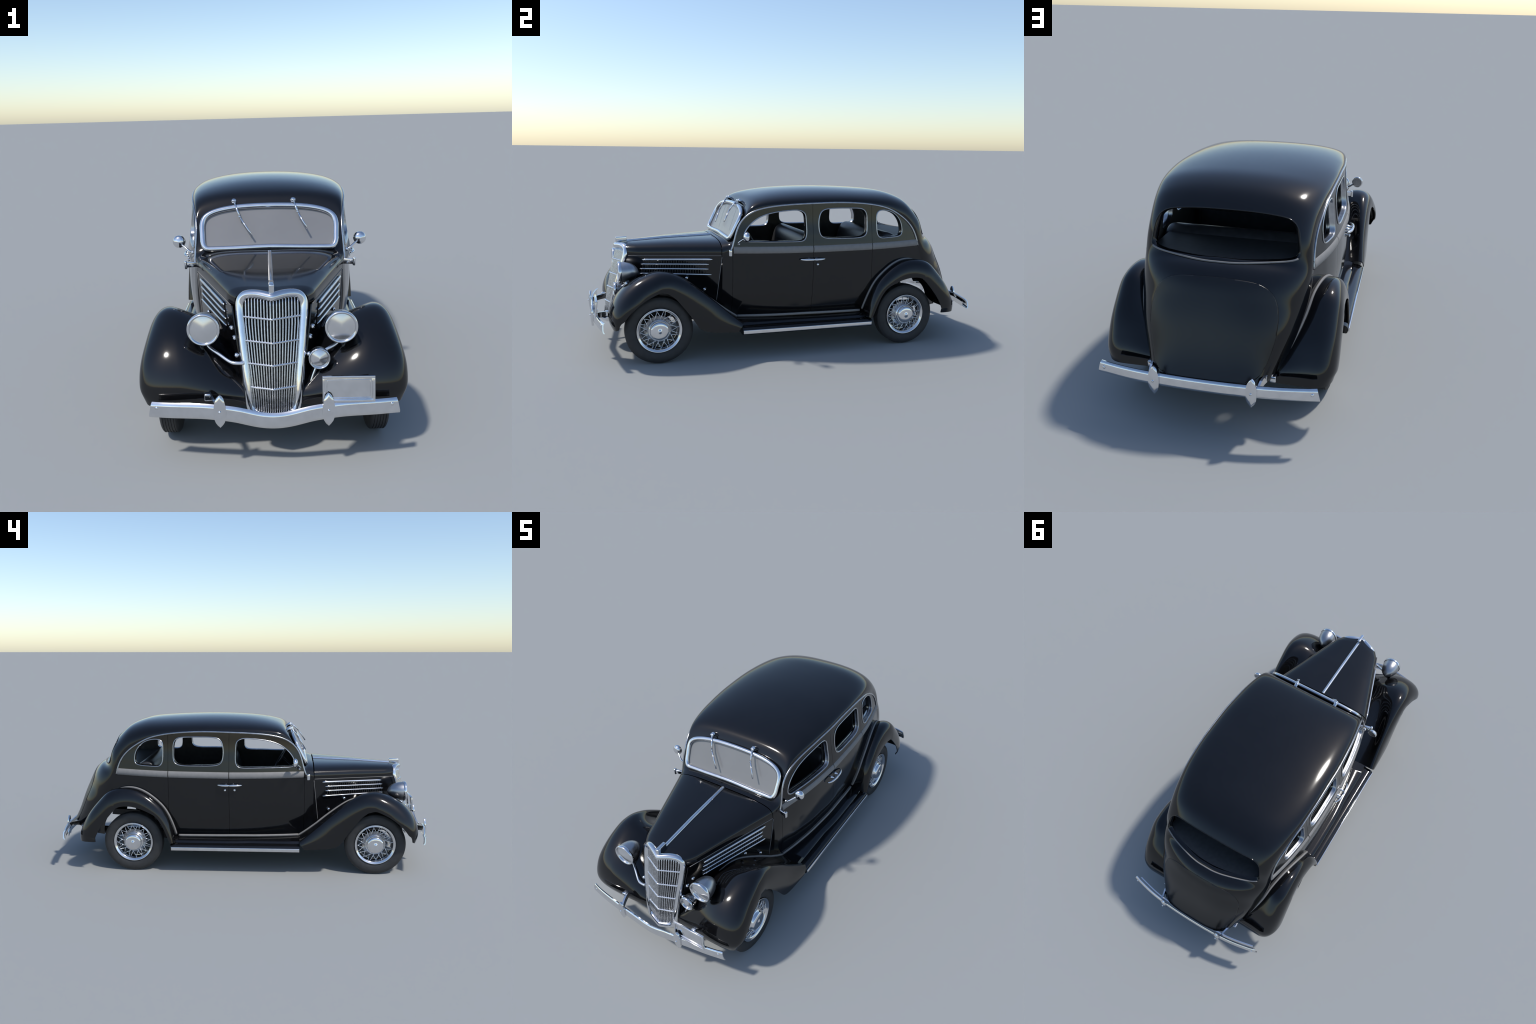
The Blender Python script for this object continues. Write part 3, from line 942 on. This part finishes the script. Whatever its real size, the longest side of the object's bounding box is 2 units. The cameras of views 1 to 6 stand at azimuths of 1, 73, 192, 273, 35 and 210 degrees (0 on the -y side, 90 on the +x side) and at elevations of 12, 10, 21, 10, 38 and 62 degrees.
# number plate with raised border
pc = np.array([.2235, -.972, .2555]); pw, ph = .157, .080
tilt = rotx(-.09)
def frm(c, w, h, bw, d, mat, nm, par):
    prt = [box((0, 0, h/2-bw/2), (w, d, bw), .0015), box((0, 0, -h/2+bw/2), (w, d, bw), .0015),
           box((-w/2+bw/2, 0, 0), (bw, d*.98, h-bw*2+.001), .0012), box((w/2-bw/2, 0, 0), (bw, d*.98, h-bw*2+.001), .0012)]
    v, f = join(*prt)
    return add(nm, v @ tilt.T + c, f, mat, par)
v, f = box((0, 0, 0), (pw-.006, .003, ph-.006), .001)
plate = add("number_plate", v @ tilt.T + pc, f, CHROME, fbump)
frm(pc + [0, -.002, 0], pw, ph, .007, .010, CHROME, "plate_border", plate)
frm(pc + [0, -.001, 0], pw-.026, ph-.022, .0025, .005, CHROME, "plate_border", plate)
v, f = box((.20, -.966, .21), (.02, .006, .05), .001); add("plate_bracket", v, f, CHROME, plate)

# ----------------------------------------------------------------------------
# mirrors, hinges, handles
# ----------------------------------------------------------------------------
for i, sx in enumerate((1, -1)):
    par = DOORS["front_door"][i]
    c = np.array([sx*.3565, -.279, .5805])
    v, f = revolve([(-.010, 0), (-.010, .018), (-.012, .0225), (-.008, .0250), (-.001, .0245), (.006, .020), (.010, .012), (.0115, 0)], c, (sx*.05, -1, .05), 32)
    mir = add("door_mirror", v, f, CHROME, par)
    v, f = revolve([(-.0105, .0205), (-.0102, 0)], c, (sx*.05, -1, .05), 32)
    add("mirror_glass", v, f, STEEL, mir)
    v, f = tube(smooth([(sx*.302, -.300, .541), (sx*.312, -.303, .546), (sx*.328, -.296, .558), (sx*.345, -.285, .570)], 16), .0042, n=8, scale=np.linspace(1.3, .8, 16))
    add("mirror_arm", v, f, CHROME, mir)
    v, f = revolve([(-.004, .007), (.003, .0075), (.008, .006), (.010, 0)], (sx*.302, -.300, .541), (sx, 0, 0), 14)
    add("mirror_foot", v, f, CHROME, mir)
    v, f = box((sx*.307, -.3405, .5015), (.046, .012, .021), .003, rotz(-sx*.22))
    h = add("door_hinge", v, f, CHROME, par)
    v, f = box((sx*.326, -.3455, .5015), (.012, .016, .032), .004, rotz(-sx*.22)); add("hinge_knuckle", v, f, CHROME, h)
    # paired door handles meeting at the centre pillar
    for a, b, nm, dr in ((.0645, -.003, "front_door", -1), (.0655, .128, "rear_door", 1)):
        ys = np.linspace(a, b, 18)
        t = np.linspace(0, 1, 18)
        xx = float(side_x(.06, .462)) + .003 + .020*(1-t**2.4)**.6
        P = np.stack([sx*xx, ys, .4625+0*ys], 1)
        v1 = tube(P, .0062, n=10, scale=np.interp(t, [0, .15, .6, .9, 1], [.9, 1.05, 1.05, .7, .45]))
        st = revolve([(-.002, .008), (.002, .0075), (.006, .0045), (.018, .0045)], (sx*float(side_x(a+dr*.018, .462)), a+dr*.018, .4625), (sx, 0, 0), 14)
        v, f = join(v1, st)
        hd = add("door_handle", v, f, CHROME, DOORS[nm][i])
        if sx < 0 or dr > 0:
            yk = .037 if dr < 0 else .0865
            kb = revolve([(-.002, .0055), (.004, .005), (.007, .0065), (.011, .0065), (.014, .004), (.0145, 0)], (sx*float(side_x(yk, .437)), yk, .4375), (sx, 0, -.15), 14)
            add("lock_knob", *kb, CHROME, DOORS[nm][i])

# ----------------------------------------------------------------------------
# interior
# ----------------------------------------------------------------------------
def cushion(prof, xw, name, mat):
    """profile (y, z) closed, extruded across with rounded ends"""
    Q = closed_smooth(prof, 60); c = Q.mean(0)
    xs = np.concatenate([-xw+.03*(1-np.cos(np.linspace(0, pi/2, 6)))[:-1], np.linspace(-xw+.03, xw-.03, 8), (xw-.03*(1-np.cos(np.linspace(0, pi/2, 6)))[:-1])[::-1]])
    rows = []
    for x in xs:
        d = max(0, abs(x)-(xw-.03))/.03
        k = 1-.12*(1-math.sqrt(max(0, 1-d*d)))
        rows.append([(x, c[0]+(y-c[0])*k, c[1]+(z-c[1])*k) for y, z in Q])
    Gq = np.array(rows); m = Gq.shape[1]
    f = grid_faces(len(xs), m, False, True) + [list(range(m))[::-1], [(len(xs)-1)*m+i for i in range(m)]]
    return add(name, Gq.reshape(-1, 3), f, mat, sharp=60)
cushion([(.120, .562), (.100, .568), (.072, .553), (.045, .47), (.025, .36), (.05, .30), (.09, .30), (.122, .42), (.130, .53)], .285, "front_seat_back", SEAT)
cushion([(.05, .315), (-.04, .325), (-.115, .315), (-.125, .28), (-.11, .20), (.07, .20), (.08, .27)], .25, "front_seat_cushion", SEAT)
cushion([(.545, .562), (.515, .572), (.480, .560), (.45, .48), (.43, .36), (.48, .33), (.54, .33), (.565, .45), (.562, .545)], .280, "rear_seat_back", SEAT)
cushion([(.47, .335), (.37, .345), (.285, .335), (.275, .29), (.29, .22), (.47, .22), (.49, .29)], .25, "rear_seat_cushion", SEAT)
xs = np.linspace(-.262, .262, 21)
Gp = np.array([[(x, .53+(.764-.064*(x/.26)**2-.53)*t, .5525) for t in np.linspace(0, 1, 5)] for x in xs])
add("parcel_shelf", *shell(Gp, .006), INNER)
v, f = box((0, .06, .165), (.44, .80, .03), .004); add("floor", v, f, DARK)
v, f = box((0, .53, .26), (.46, .08, .18), .004); add("seat_riser", v, f, DARK)
v, f = box((0, -.335, .345), (.48, .02, .30), .004); add("firewall", v, f, DARK)
v, f = box((0, -.292, .515), (.54, .04, .075), .012); dash = add("dashboard", v, f, INNER)
th = np.linspace(0, 2*pi, 40, endpoint=False)
cw = np.array([.14, -.20, .535]); ax = np.array([0, .85, .52]); e1 = np.array([1.0, 0, 0]); e2 = np.cross(ax/np.linalg.norm(ax), e1)
v, f = tube(np.array([cw+.072*(cos(a)*e1+sin(a)*e2) for a in th]), .0048, closed=True, n=8)
swh = add("steering_wheel", v, f, SEAT)
prt = [tube(np.array([cw, cw+.036*(cos(a)*e1+sin(a)*e2), cw+.07*(cos(a)*e1+sin(a)*e2)]), .003, n=6) for a in (pi/2, pi*7/6, pi*11/6)]
prt.append(tube(np.array([cw, cw-[0, .06, .06], cw-[0, .12, .12]]), .008, n=8))
v, f = join(*prt); add("steering_column", v, f, SEAT, swh)

# ----------------------------------------------------------------------------
# chassis
# ----------------------------------------------------------------------------
for sx in (1, -1):
    P = smooth([(sx*.11, -.86, .20), (sx*.15, -.72, .205), (sx*.20, -.45, .165), (sx*.22, 0, .150), (sx*.23, .35, .150), (sx*.21, .50, .160), (sx*.20, .66, .165), (sx*.20, .84, .175)], 60)
    v, f = sweep(P, [(-.011, -.018), (.011, -.018), (.011, .018), (-.011, .018)], up=(0, 0, 1))
    add("frame_rail", v, f, DARK, sharp=40)
v, f = tube(np.array([(-.31, AX_R[0], .155), (0, AX_R[0], .155), (.31, AX_R[0], .155)]), .014, n=14); add("rear_axle", v, f, DARK)
v, f = revolve([(-.05, 0), (-.04, .03), (0, .048), (.04, .03), (.05, 0)], (0, AX_R[0], .155), (1, 0, 0), 24); add("differential", v, f, DARK)
v, f = tube(smooth([(-.31, AX_F[0], .158), (-.2, AX_F[0], .135), (0, AX_F[0], .13), (.2, AX_F[0], .135), (.31, AX_F[0], .158)], 24), .011, n=12); add("front_axle", v, f, DARK)
v, f = tube(np.array([(0, -.30, .15), (0, .1, .152), (0, .55, .155)]), .012, n=12); add("drive_shaft", v, f, DARK)
v, f = box((0, -.58, .27), (.20, .42, .22), .02); add("engine_block", v, f, DARK)
v, f = box((0, -.42, .185), (.14, .26, .07), .02); add("gearbox", v, f, DARK)
